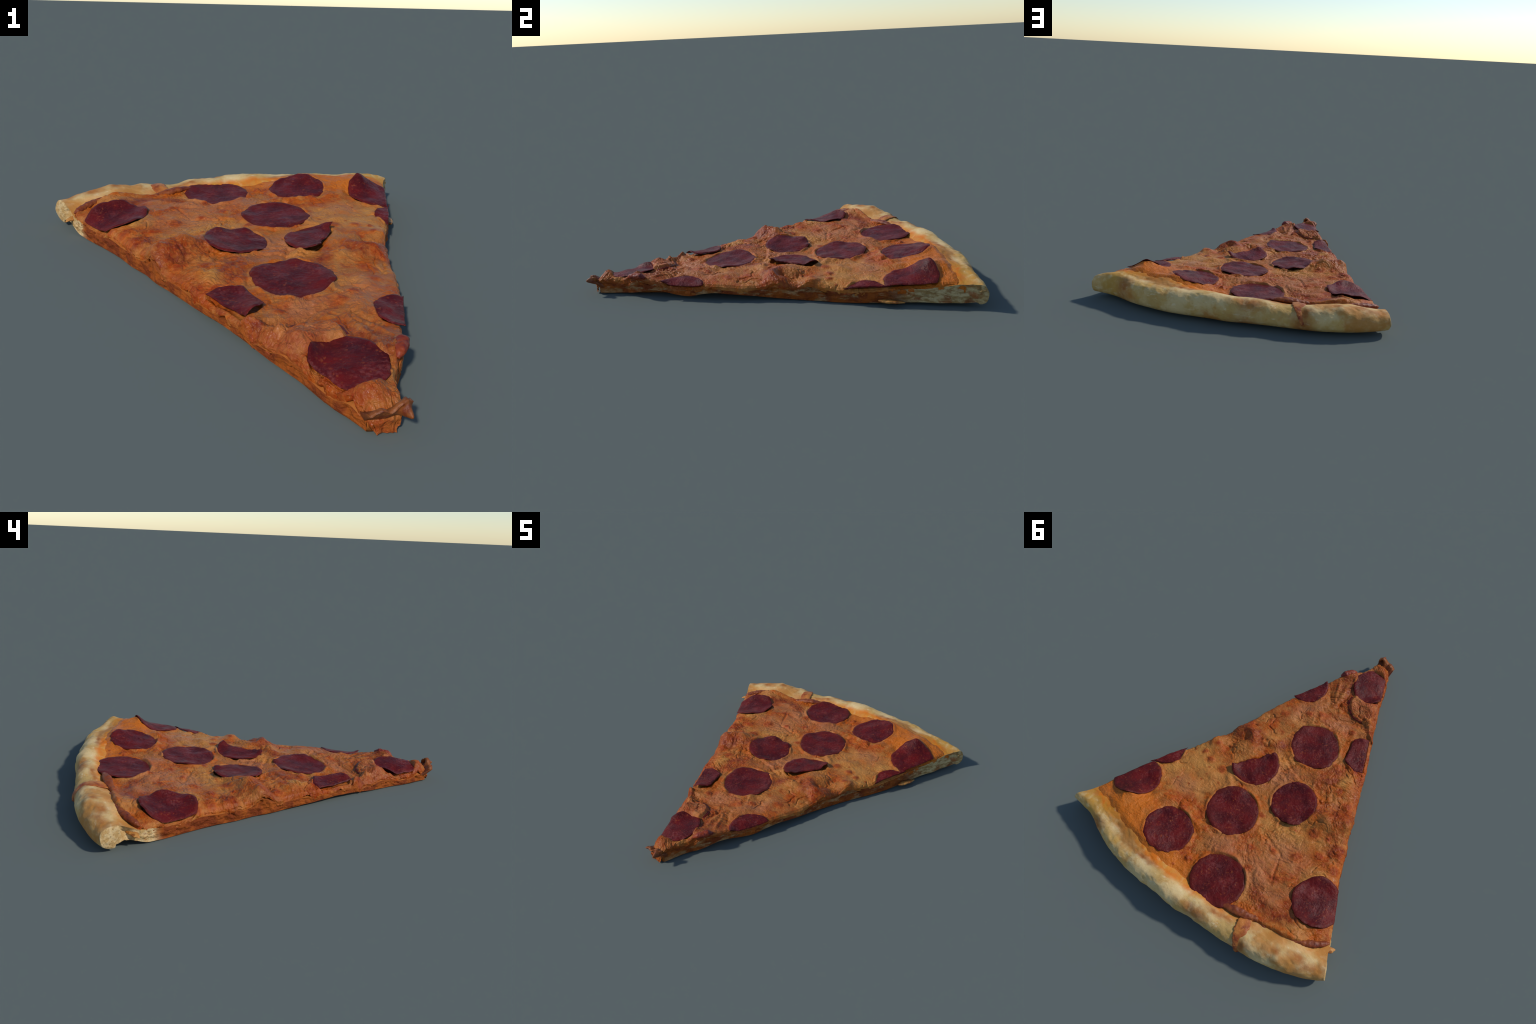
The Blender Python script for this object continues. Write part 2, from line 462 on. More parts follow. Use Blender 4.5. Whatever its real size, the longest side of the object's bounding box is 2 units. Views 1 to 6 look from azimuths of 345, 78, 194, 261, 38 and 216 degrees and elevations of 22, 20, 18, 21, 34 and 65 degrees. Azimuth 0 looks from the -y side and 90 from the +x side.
def cheese_material():
    N = Nodes("baked_cheese")
    w = N.warp(.05, 9)
    w2 = N.warp(.02, 30)
    amber, tan, rust = srgb(170, 79, 9), srgb(166, 100, 44), srgb(140, 44, 6)
    col = N.mix(N.range(N.noise(8, 4, .6, co=w), .44, .56), amber, tan)
    col = N.mix(N.math("MULTIPLY", N.range(N.noise(9, 4, .6, co=w, offset=(3, 1, 0)), .49, .60), .85), col, srgb(152, 56, 6))
    col = N.mix(N.range(N.noise(24, 4, .6, co=w2, offset=(2, 8, 0)), .52, .66, 0, .75), col, srgb(182, 84, 4))
    col = N.mix(N.range(N.noise(30, 4, .6, co=w2, offset=(6, 1, 0)), .54, .68, 0, .6), col, srgb(174, 112, 54))
    col = N.mix(N.range(N.noise(4.5, 4, .6, co=w, offset=(7, 7, 0)), .50, .64, 0, .65), col, srgb(188, 130, 66))
    # pale, little baked areas
    pale = N.blobs(w, [(.42, .30, .16, .08, 30, .8), (.48, .22, .09, .06, 50, .8), (-.22, .30, .17, .08, 20, .9),
                       (-.55, .42, .10, .07, 10, .9), (.05, -.02, .10, .04, 40, .9), (.53, .40, .08, .04, 40, .8),
                       (.42, .45, .09, .05, 20, .8), (-.30, -.13, .05, .05, 0, .9)])
    col = N.mix(N.math("MULTIPLY", pale, N.range(N.noise(16, 4, co=w2), .35, .6, .45, .95)), col, srgb(192, 134, 64))
    pinkish = N.blobs(w, [(-.25, .60, .16, .08, 160, .9), (-.42, .64, .12, .06, 200, .9), (.40, .44, .07, .05, 0, .9),
                          (-.12, -.60, .10, .05, 15, .8), (0.0, .57, .08, .06, 30, .9),
                          (-.30, .42, .12, .08, 20, .9), (.02, .08, .12, .06, 40, .9), (.16, -.36, .11, .05, 60, .9), (-.06, -.42, .10, .04, 15, .9)])
    col = N.mix(N.math("MULTIPLY", pinkish, N.range(N.noise(20, 4, co=w2), .3, .6, .4, .9)), col, srgb(172, 108, 68))
    # grease-orange towards the crust on the right
    dist = inward(N, w)
    right = N.range(N.vmath("DOT_PRODUCT", w, (1, 0, 0)), -.18, .06)
    far = N.range(N.vmath("DOT_PRODUCT", w, (1, 0, 0)), .30, .46, 0, .13)
    grease = N.math("MULTIPLY", N.range(N.math("SUBTRACT", dist, far), .27, .17), right)
    col = N.mix(N.math("MULTIPLY", grease, N.range(N.noise(10, 3, co=w), .3, .6, .5, 1)), col, srgb(196, 104, 22))
    # rusty, sauce-soaked places: along the left cut, towards the tip and on the folds
    left_in = N.math("ADD", N.vmath("DOT_PRODUCT", w, (.913, .409, 0)), .4465)   # distance from the left cut
    edge = N.math("MAXIMUM", N.math("MULTIPLY", N.range(left_in, .14, .0), N.range(N.noise(11, 3, co=w), .38, .56)), N.range(left_in, .030, .0, 0, .8))
    tip = N.math("MULTIPLY", N.range(N.vmath("DOT_PRODUCT", w, (0, 1, 0)), -.36, -.62), N.range(N.noise(9, 4, co=w), .36, .56))
    soaked = N.blobs(w, [(-.40, .06, .10, .06, 205, .6), (-.27, .10, .07, .04, 205, .7), (.30, -.05, .09, .05, 150, .6),
                         (.37, -.02, .05, .04, 60, .7), (-.25, -.48, .09, .03, 160, .7), (.07, -.67, .06, .09, 10, .8),
                         (-.50, .23, .06, .04, 200, .8), (.12, -.73, .06, .05, 30, .6), (-.46, .70, .10, .03, 200, .7),
                         (-.33, .70, .07, .03, 160, .7), (.44, .02, .06, .03, 60, .7), (-.20, -.10, .09, .05, 60, .9),
                         (.12, -.10, .06, .03, 60, .7), (-.16, -.84, .06, .03, 120, .7)])
    red = N.math("MAXIMUM", N.math("MAXIMUM", edge, N.math("MULTIPLY", tip, .8)), soaked)
    red = N.math("MULTIPLY", red, N.range(N.noise(18, 4, co=w2), .3, .6, .5, 1))
    col = N.mix(N.math("MULTIPLY", red, .88), col, srgb(136, 42, 8))
    dark = N.math("MULTIPLY", soaked, N.range(N.noise(26, 4, co=w2, offset=(5, 2, 0)), .46, .60))
    col = N.mix(N.math("MULTIPLY", dark, .85), col, srgb(110, 32, 16))
    # toasted blisters
    spot = N.nearest(N.warp(.024, 40), [(x, y, r, r * .8, 30) for x, y, r, h in BLISTERS])
    col = N.mix(N.range(spot, 1.9, .7, 0, .6), col, srgb(178, 74, 4))
    col = N.mix(N.range(spot, 1.15, .5, 0, .72), col, srgb(132, 38, 8))
    small = N.math("MULTIPLY", N.range(N.voronoi(21, w2), .22, .10), N.range(N.noise(6, 2, offset=(9, 4, 0)), .52, .62))
    col = N.mix(N.math("MULTIPLY", small, .7), col, rust)
    # fine mottling
    col = N.mix(N.range(N.noise(70, 4, .6), .3, .75, 0, .30), col, srgb(190, 124, 54))
    col = N.mix(N.range(N.noise(120, 4, .65, stretch=(1, 1.6, 1)), .60, .76, 0, .35), col, srgb(96, 46, 20))
    col = N.mix(1.0, col, (.93, .89, .92, 1), "MULTIPLY")
    h = N.noise(58, 3, .55, distort=.8, co=N.warp(.03, 20), stretch=(1, 1.5, 1))
    nor = N.bump(h, .6, .010)
    nor = N.bump(N.noise(150, 2, .5), .14, .004, nor)
    rough = N.math("SUBTRACT", N.range(N.noise(14, 3, co=w), .3, .7, .34, .54), N.math("MULTIPLY", red, .10))
    return N.done(col, rough, nor, spec=.17)


def crust_material():
    N = Nodes("baked_crust")
    w = N.warp(.06, 7)
    w2 = N.warp(.02, 30)
    col = N.mix(N.range(N.noise(6, 4, .6, co=w), .38, .62), srgb(212, 182, 128), srgb(194, 156, 92))
    col = N.mix(N.range(N.noise(11, 4, .6, co=w, offset=(4, 0, 0)), .54, .70, 0, .7), col, srgb(190, 138, 66))
    flour = N.range(N.noise(38, 5, .6, stretch=(.6, 1.2, 1.6)), .56, .70)
    col = N.mix(N.math("MULTIPLY", flour, .5), col, srgb(226, 208, 170))
    # grease running over the inner slope on the right
    dist = inward(N, N.warp(.075, 8))
    x = N.vmath("DOT_PRODUCT", w, (1, 0, 0))
    lim = N.range(x, -.35, .80, 0, 1)
    d2 = N.math("ADD", dist, N.math("MULTIPLY", lim, .02))
    stain = N.range(d2, .088, .130)
    stain = N.math("MULTIPLY", stain, N.range(N.noise(22, 4, co=w2), .28, .5, .5, 1))
    stain = N.math("MULTIPLY", stain, N.range(x, -.40, -.12, .45, 1))
    col = N.mix(stain, col, N.mix(N.range(N.noise(15, 3, co=w), .4, .65), srgb(204, 106, 14), srgb(200, 130, 46)))
    corner = N.math("MULTIPLY", N.blobs(w, [(.70, .82, .20, .08, -8, .8)]), N.range(N.noise(24, 4, co=w2), .35, .6))
    col = N.mix(N.math("MULTIPLY", corner, .75), col, srgb(190, 132, 40))
    col = N.mix(N.range(N.noise(8, 4, .6, co=w, offset=(1, 9, 4)), .52, .66, 0, .55), col, srgb(192, 146, 62))
    # toasted patches
    toast = N.blobs(N.warp(.04, 16), [(-.559, .850, .026, .020, 20, .8), (-.662, .808, .052, .026, 25, .9), (-.10, .950, .075, .022, 5, 1),
                         (.62, .915, .04, .03, 0, .9), (-.40, .94, .05, .03, 20, 1), (-.75, .80, .06, .02, 30, 1),
                         (.30, .90, .09, .014, 0, 1), (-.22, .885, .07, .016, 10, 1)])
    col = N.mix(N.math("MULTIPLY", toast, N.range(N.noise(20, 3), .3, .6, .5, .95)), col, srgb(152, 84, 32))
    col = N.mix(N.range(N.noise(5.5, 4, .6, co=w, offset=(8, 3, 2)), .46, .62, 0, .8), col, srgb(182, 118, 50))
    col = N.mix(N.range(N.noise(140, 3), .62, .75, 0, .35), col, srgb(150, 104, 56))
    nor = N.bump(N.noise(45, 5, .6, stretch=(.7, 1, 1.3)), .35, .008)
    nor = N.bump(N.noise(190, 3), .25, .003, nor)
    return N.done(col, .68, nor, spec=.25, sss=.04)


def crumb_material():
    """cut sides: pale torn crumb where the dough shows, grease-brown elsewhere"""
    N = Nodes("cut_dough")
    w = N.warp(.05, 12)
    w2 = N.warp(.015, 50)
    brown = N.mix(N.range(N.noise(14, 4, co=w), .4, .62), srgb(150, 74, 18), srgb(118, 50, 14))
    y = N.vmath("DOT_PRODUCT", w, (0, 1, 0))
    x = N.vmath("DOT_PRODUCT", w, (1, 0, 0))
    rightside = N.range(x, -.05, .05)
    pale = N.mix(N.range(N.noise(40, 4), .38, .62), srgb(210, 180, 132), srgb(184, 146, 92))
    pale = N.mix(rightside, pale, N.mix(N.range(N.noise(28, 4, .6, stretch=(1, 1, 2.5)), .38, .62), srgb(196, 172, 126), srgb(158, 126, 78)))  # right crumb tinted darker than the left: shade on that side put into the colour
    bare = N.math("ADD", N.math("MULTIPLY", rightside, N.range(y, .42, .62)),
                  N.math("MULTIPLY", N.math("SUBTRACT", 1, rightside), N.range(y, .54, .60)), True)
    stripe = N.range(N.noise(9, 4, .6, stretch=(1, 1, 3.2), offset=(2, 7, 1)), .50, .60)
    stripe = N.math("MULTIPLY", N.math("MULTIPLY", stripe, rightside), .45)
    grease = N.range(N.noise(13, 4, .6, offset=(1, 5, 3), stretch=(1, 1, 2)), .54, .66, 1, .25)
    clean = N.math("MULTIPLY", N.range(x, -.70, -.72), N.range(y, .60, .64))
    grease = N.math("MAXIMUM", grease, clean)
    m = N.math("MAXIMUM", N.math("MULTIPLY", bare, grease), stripe)
    col = N.mix(m, brown, pale)
    holes = N.range(N.voronoi(42, w2), .16, .08)
    col = N.mix(N.math("MULTIPLY", holes, N.math("MULTIPLY", m, .5)), col, srgb(134, 104, 66))
    col = N.mix(N.range(N.noise(110, 4), .58, .74, 0, .5), col, srgb(112, 62, 30))
    nor = N.bump(N.noise(70, 5, .65), .7, .012)
    return N.done(col, .75, nor, spec=.2, sss=.05)


def base_material():
    N = Nodes("toasted_base")
    w = N.warp(.05, 9)
    col = N.mix(N.range(N.noise(8, 5, .6, co=w), .4, .65), srgb(164, 92, 34), srgb(126, 62, 22))
    col = N.mix(N.range(N.noise(30, 4), .60, .74, 0, .5), col, srgb(188, 136, 74))
    return N.done(col, .75, N.bump(N.noise(60, 5), .5, .008), spec=.2)


def pepperoni_material():
    N = Nodes("cured_pepperoni")
    info = N.n("ObjectInfo")
    off = N.n("VectorMath", operation="SCALE")
    off.inputs[0].default_value = (31, 17, 7)
    N.put(off.inputs["Scale"], info.outputs["Random"])
    co = N.vmath("ADD", N.co, off.outputs[0])
    w = N.warp(.02, 20, co)
    col = N.mix(N.range(N.noise(13, 4, .6, co=w), .38, .64), srgb(97, 17, 16), srgb(66, 9, 14))
    col = N.mix(N.range(N.noise(26, 4, .6, co=w), .50, .70, 0, .45), col, srgb(116, 34, 30))
    col = N.mix(N.range(N.noise(34, 4, .6, co=w), .52, .68, 0, .6), col, srgb(68, 12, 20))
    fat = N.math("MULTIPLY", N.range(N.voronoi(62, N.warp(.02, 60, co)), .36, .16), N.range(N.noise(22, 3, co=co), .42, .60))
    col = N.mix(N.math("MULTIPLY", fat, .45), col, srgb(146, 70, 36))
    col = N.mix(N.range(N.noise(120, 3, .6, co=co), .56, .72, 0, .45), col, srgb(128, 56, 42))
    painted_glints = N.math("MULTIPLY", N.range(N.noise(10, 3, co=w, offset=(3, 3, 3)), .48, .66), N.range(N.noise(90, 3, .6, co=co), .44, .62))
    col = N.mix(N.math("MULTIPLY", painted_glints, .26), col, srgb(150, 84, 80))  # greasy specular speckle painted as grey-pink flecks
    rad = N.vmath("LENGTH", N.vmath("MULTIPLY", N.warp(.03, 18), (1, 1, 0)))
    col = N.mix(N.range(rad, .108, .14, 0, .6), col, srgb(88, 26, 18))
    nor = N.bump(N.noise(95, 4, .6, co=w), .6, .005)
    nor = N.bump(N.noise(220, 3, co=co), .3, .003, nor)
    rough = N.range(N.noise(18, 3, co=co), .3, .7, .38, .56)
    return N.done(col, rough, nor, spec=.16)


def fold_material(name, a, b, c):
    N = Nodes(name)
    w = N.warp(.04, 14)
    col = N.mix(N.range(N.noise(16, 4, co=w), .38, .60), srgb(*a), srgb(*b))
    col = N.mix(N.range(N.noise(30, 4, co=w), .52, .66, 0, .8), col, srgb(*c))
    nor = N.bump(N.noise(75, 4, .6, distort=.5), .5, .006)
    return N.done(col, .48, nor, spec=.32)


MAT_CHEESE, MAT_CRUST, MAT_CRUMB = cheese_material(), crust_material(), crumb_material()
MAT_BASE, MAT_PEP = base_material(), pepperoni_material()
MAT_FOLD = fold_material("browned_fold", (142, 72, 26), (120, 52, 22), (86, 28, 20))
MAT_DRIP = fold_material("browned_drip", (184, 112, 48), (156, 80, 30), (120, 48, 20))
MAT_BURNT = fold_material("burnt_crisp", (136, 74, 28), (108, 54, 22), (98, 34, 14))
MAT_FLAP = fold_material("dough_shred", (186, 128, 62), (160, 96, 38), (128, 66, 28))
MAT_RIM = fold_material("sauce_rim", (142, 56, 20), (104, 28, 20), (78, 18, 20))

# ------------------------------------------------------------------ the slice
root = bpy.data.objects.new("pizza_slice", None)
bpy.context.scene.collection.objects.link(root)
root["label"] = "baked slice of pepperoni pizza with a puffy pale crust"
root["category"] = "pizza slice"

# ---- dough: underside, cut faces and crust as one skin, then divided into parts
RIDGE = curve([(-.83, .118), (-.80, .121), (-.72, .136), (-.59, .146), (-.43, .136), (-.31, .128), (-.2, .138), (-.08, .144), (.06, .150),
               (.25, .143), (.40, .138), (.5, .140), (.60, .142), (.72, .150), (.80, .132), (.85, .112)])
BELLY = curve([(-.85, .016), (-.6, .010), (-.3, .012), (0, .010), (.4, .010), (.7, .012), (.85, .022)])
HALF_W = curve([(-.85, .066), (-.6, .070), (-.3, .066), (0, .064), (.3, .066), (.5, .064), (.7, .050), (.85, .036)])
RIGHT_LIFT = curve([(-.95, .006), (-.85, .003), (-.76, .014), (-.69, .032), (-.64, .036), (-.587, .028), (-.53, .016), (-.47, .012),
                    (-.42, .026), (-.365, .036), (-.28, .032), (-.20, .026), (-.10, .014), (0, .004), (.26, .002), (.34, .006),
                    (.44, .010), (.6, .014), (.76, .016), (.88, .02)])
LEFT_LIFT = curve([(-.95, .002), (-.70, .001), (-.58, .004), (-.46, .014), (-.35, .020), (-.25, .015), (-.16, .010), (-.06, .005),
                   (.05, .002), (.3, .001), (.56, .002), (.62, .008), (.665, .028), (.70, .050), (.735, .042), (.78, .014)])


def cheese_thickness(x, y):
    t = .024 + .006 * fbm(x * 7, y * 7, 12.0, 2)
    return np.clip(t, .014, .036)


def floor_height(u, x, y):
    f = np.exp(-((1 - u) / .10) ** 2) * RIGHT_LIFT(y) + np.exp(-(u / .10) ** 2) * LEFT_LIFT(y)
    return np.maximum(f, 0) + .0015 * (1 + fbm(x * 16, y * 16, 20., 3)) * .8


NU = 300
us = np.linspace(0, 1, NU)
n_in, n_arc = 400, 44


def dough_profile():
    """closed section from tip along the underside, round the crust, back over the top to the tip"""
    V = np.zeros((NU, 2 * n_in + n_arc, 3))
    crust = np.zeros((NU, 2 * n_in + n_arc), bool)
    for i, u in enumerate(us):
        xo, yo = plan(u, 1.0)
        length = math.hypot(*(np.array(plan(u, 1.0)) - np.array(plan(u, 0.0))))
        zr, zb, hw = float(RIDGE(xo)), float(BELLY(xo)), float(HALF_W(xo))
        vc = 1 - hw / length                      # centre of the crust roll
        vv = np.linspace(0, vc, n_in + 1)[:-1]
        x, y = plan(np.full_like(vv, u), vv)
        d = (1 - vv) * length                     # distance from the outer line
        zbot = floor_height(u, x, y)
        bl = smooth(hw * 3.2, hw, d)
        zbot = zbot * (1 - bl) + (zb + .35 * zbot) * bl
        ztop = base_height(x, y) + .8 * lumps(x, y) - cheese_thickness(x, y) * (1 - .7 * smooth(.28, .12, d))
        ztop = np.maximum(ztop, zbot + .010)
        roll = smooth(hw * 2.7, hw * 1.0, d)
        ztop = ztop * (1 - roll) + zr * roll
        V[i, :n_in] = np.stack([x, y, zbot], 1)
        a = np.linspace(-math.pi / 2, math.pi / 2, n_arc)
        va = vc + (1 - vc) * np.cos(a) ** .9
        xa, ya = plan(np.full_like(va, u), va)
        zc = (zr + zb) / 2
        V[i, n_in:n_in + n_arc] = np.stack([xa, ya, zc + (zr - zb) / 2 * np.sign(np.sin(a)) * np.abs(np.sin(a)) ** np.where(a < 0, .78, .95)], 1)
        V[i, n_in + n_arc:] = np.stack([x, y, ztop], 1)[::-1]
        crust[i, n_in:n_in + n_arc] = True
        crust[i, :n_in] = d < hw * 1.7
        crust[i, n_in + n_arc:] = (d < .25)[::-1]
    return V, crust


DV, DC = dough_profile()
# uneven baked surface of the crust
X, Y, Z = DV[..., 0], DV[..., 1], DV[..., 2]
bulge = .013 * fbm(X * 6, Y * 6, Z * 6, 3) + .006 * fbm(X * 17, Y * 17, Z * 17, 3) - .0022 * smooth(.3, .55, fbm(X * 30, Y * 30, Z * 30, 2))
w = DC * smooth(.0, .05, Z)
DV[..., 2] += bulge * w * .8
DV[..., 1] += bulge * w * .8
DV[..., 2] = np.maximum(DV[..., 2], .0005)
npf = DV.shape[1]


def region(name, mask_faces, faces, verts, normals, mat, parent):
    sel = faces[mask_faces]
    idx, inv = np.unique(sel, return_inverse=True)
    ob = make_mesh(name, verts[idx], inv.reshape(sel.shape), mat, parent)
    ob.data.normals_split_custom_set_from_vertices([tuple(n) for n in normals[idx]])
    return ob


verts = DV.reshape(-1, 3)
faces = grid_faces(NU, npf)
tipq = np.stack([np.arange(NU - 1) * npf, (np.arange(NU - 1)) * npf + npf - 1, (np.arange(NU - 1) + 1) * npf + npf - 1, (np.arange(NU - 1) + 1) * npf], 1)
skin = np.concatenate([faces, tipq])
tmp = make_mesh("whole_dough", verts, skin)
vn = np.zeros((len(verts), 3))
tmp.data.vertices.foreach_get("co", np.zeros(len(verts) * 3))
nn = np.zeros(len(verts) * 3, np.float32)
tmp.data.vertex_normals.foreach_get("vector", nn)
vn = nn.reshape(-1, 3)
bpy.data.objects.remove(tmp)
cflat = DC.reshape(-1)
is_crust = cflat[skin].sum(1) >= 2
crust = region("crust", is_crust, skin, verts, vn, MAT_CRUST, root)
base = region("base", ~is_crust, skin, verts, vn, MAT_BASE, root)


def cut_face(i, sign, name):
    """torn crumb between the lower and upper line of the section"""
    prof = DV[i]
    nz, ncol = 26, n_in + n_arc // 2
    low, up = prof[:ncol], prof[::-1][:ncol]
    t = np.linspace(0, 1, nz)[None, :, None]
    P = low[:, None] * (1 - t) + up[:, None] * t
    tt = t[..., 0]
    # outward direction of the cut
    tang = np.gradient(low[:, :2], axis=0)
    tang /= np.linalg.norm(tang, axis=1)[:, None] + 1e-9
    tang[-30:] = tang[-60:-59]
    nrm = np.stack([tang[:, 1], -tang[:, 0]], 1) * sign
    body = np.minimum(1, 4 * tt * (1 - tt)) ** .5
    hgt = (up[:, 2] - low[:, 2])[:, None]
    rough = .010 * fbm(P[..., 1] * 24, P[..., 2] * 36, 3.3 + i, 5, .6) + .005 * fbm(P[..., 1] * 9, P[..., 2] * 30, 8. + i, 2)
    rough = rough - .016 * smooth(.12, .35, fbm(P[..., 1] * 20, P[..., 2] * 22, 14. + i, 3)) * smooth(.35, .8, tt)
    roll_end = smooth(.70, .76, P[..., 1]) if i == 0 else 0
    bul = body * (.001 + rough * (1 - .88 * roll_end) + .006 * roll_end) * np.minimum(1, hgt / .03)
    if i == 0:                                   # dark gap under the torn end of the crust
        bul = bul - .030 * np.exp(-((P[..., 1] - .695) / .022) ** 2) * body
    P[..., 0] += nrm[:, None, 0] * bul
    P[..., 1] += nrm[:, None, 1] * bul
    f = grid_faces(ncol, nz, flip=(sign < 0))
    return make_mesh(name, P.reshape(-1, 3), f, MAT_CRUMB, root)


cut_face(0, -1, "cut_face")
cut_face(NU - 1, 1, "cut_face")

# ---- cheese: a thick wrinkled sheet with soft edges hanging over the cuts
CU, CV, SIDE = 500, 600, 7


def cheese_sheet():
    # reach of the cheese towards the crust, as distance from the outer line
    reach = curve([(-.85, .165), (-.74, .150), (-.66, .148), (-.55, .150), (-.45, .158), (-.36, .150), (-.25, .130), (-.1, .118),
                   (.1, .120), (.3, .122), (.5, .120), (.7, .10), (.85, .09)])
    uu = np.linspace(0, 1, CU)
    xo, yo = plan(uu, 1.0)
    x0, y0 = plan(uu, 0.0)
    length = np.hypot(xo - x0, yo - y0)
    r = reach(xo) + .014 * noise3(xo * 14, 0, 3.) + .006 * noise3(xo * 40, 0, 9.)
    vend = 1 - r / length
    vv = np.linspace(0, 1, CV)
    U = np.repeat(uu[:, None], CV, 1)
    Vv = .004 + (vend[:, None] - .004) * vv[None]
    x, y = plan(U, Vv)
    # ragged cut lines
    rag = -.004 + .009 * noise3(y * 16, x * 0, 4.) + .008 * noise3(y * 42, x * 0, 7.) + .004 * noise3(y * 95, x * 0, 2.)
    x = x - (1 - U) ** 40 * rag + U ** 40 * rag
    H = cheese_height(x, y)
    d = (1 - Vv) * length[:, None]
    hw = HALF_W(xo)[:, None]
    roll = smooth(hw * 2.7, hw * 1.0, d)
    climb = base_height(x, y) - cheese_thickness(x, y) * (1 - .7 * smooth(.28, .12, d))
    dough_top = climb * (1 - roll) + RIDGE(xo)[:, None] * roll
    lip = smooth(.0, .022, d - r[:, None])                       # rounded free edge by the crust
    leftness = smooth(.05, -.25, x)
    H = np.maximum(H, dough_top + .006 + .6 * wrinkles(x, y))
    edge_drop = (1 - np.sqrt(np.clip(1 - (1 - lip) ** 2, 0, 1)))
    H = H - edge_drop * leftness * .028 + .010 * leftness * smooth(.05, .02, d - r[:, None]) * lip
    sink = (1 - leftness) * smooth(.05, .0, d - r[:, None])
    H = H * (1 - sink) + (dough_top - .007 + .5 * wrinkles(x, y)) * sink
    H = H - .007 * smooth(.020, .0, Vv * length[:, None])           # bends down at the tip
    # soft shoulders at the cuts
    w_m = np.hypot(x[0] - x[-1], y[0] - y[-1])[None]
    dist_l, dist_r = U * w_m, (1 - U) * w_m
    H = H - .008 * (1 - smooth(0, .014, dist_l)) - .007 * (1 - smooth(0, .012, dist_r))
    top = np.stack([x, y, H], -1)
    th = cheese_thickness(x, y) + .004
    bot = np.stack([x, y, np.maximum(H - th, .004)], -1)

    def wall(a, b, sgn, k):
        tt = np.linspace(0, 1, SIDE + 2)[1:-1]
        rows = []
        n = np.array([sgn * .905, -.42])
        for t in tt:
            p = a * (1 - t) + b * t
            out = .0015 * math.sin(math.pi * t) + .011 * fbm(p[:, 1] * 22, t * 1.5, k, 3) * math.sin(math.pi * min(1, t * 1.4))
            p = p.copy()
            p[:, 0] += n[0] * out
            p[:, 1] += n[1] * out * .3
            p[:, 2] -= t * .006 * (1 + noise3(p[:, 1] * 12, 0, k + 3)) * 1.0
            rows.append(p)
        return rows
    # hanging hem of uneven length
    hemL = bot[0].copy()
    hemR = bot[-1].copy()
    hemL[:, 2] = np.maximum(hemL[:, 2] + .008 - .044 * fbm(hemL[:, 1] * 10, 0, 31., 4), .006)
    hemR[:, 2] = np.maximum(hemR[:, 2] + .002 - .022 * fbm(hemR[:, 1] * 7, 0, 41., 4), .012)
    ringL = wall(top[0], hemL, -1, 50.)
    ringR = wall(top[-1], hemR, 1, 60.)
    loops = [hemL] + ringL[::-1] + [top[i] for i in range(CU)] + ringR + [hemR]
    A = np.array(loops)
    nt = len(loops)
    front = []
    for t in np.linspace(1, 0, 10)[:-1]:          # apron bending down to the ground at the tip
        p = A[:, 0].copy()
        k = 24 * t
        p[:, 1] -= .028 * math.sin(math.pi * min(t, .62) / 1.0) * (.85 + .6 * fbm(p[:, 0] * 30, k * .15, 71., 2))
        p[:, 0] += (-.024 - p[:, 0]) * .42 * t
        p[:, 2] = p[:, 2] * (1 - t) + .003 * t + .004 * noise3(p[:, 0] * 60, k * .3, 73.) * math.sin(math.pi * t)
        front.append(p)
    A = np.concatenate([np.stack(front, 1), A], 1)
    ncv = A.shape[1]
    under = np.array([bot[i] - [0, 0, 0] for i in range(0, CU, 12)])
    verts = np.concatenate([A.reshape(-1, 3), under.reshape(-1, 3)])
    f = [grid_faces(nt, ncv), grid_faces(len(under), CV, off=nt * ncv, flip=True)]
    # close the inner free edge and the tip with strips to the underside
    return verts, np.concatenate(f), A


cv, cf, cA = cheese_sheet()
cheese = make_mesh("cheese", cv, cf, MAT_CHEESE, root)

# ---- pepperoni slices
def surface_under(x, y):
    return base_height(x, y) + .35 * lumps(x, y)


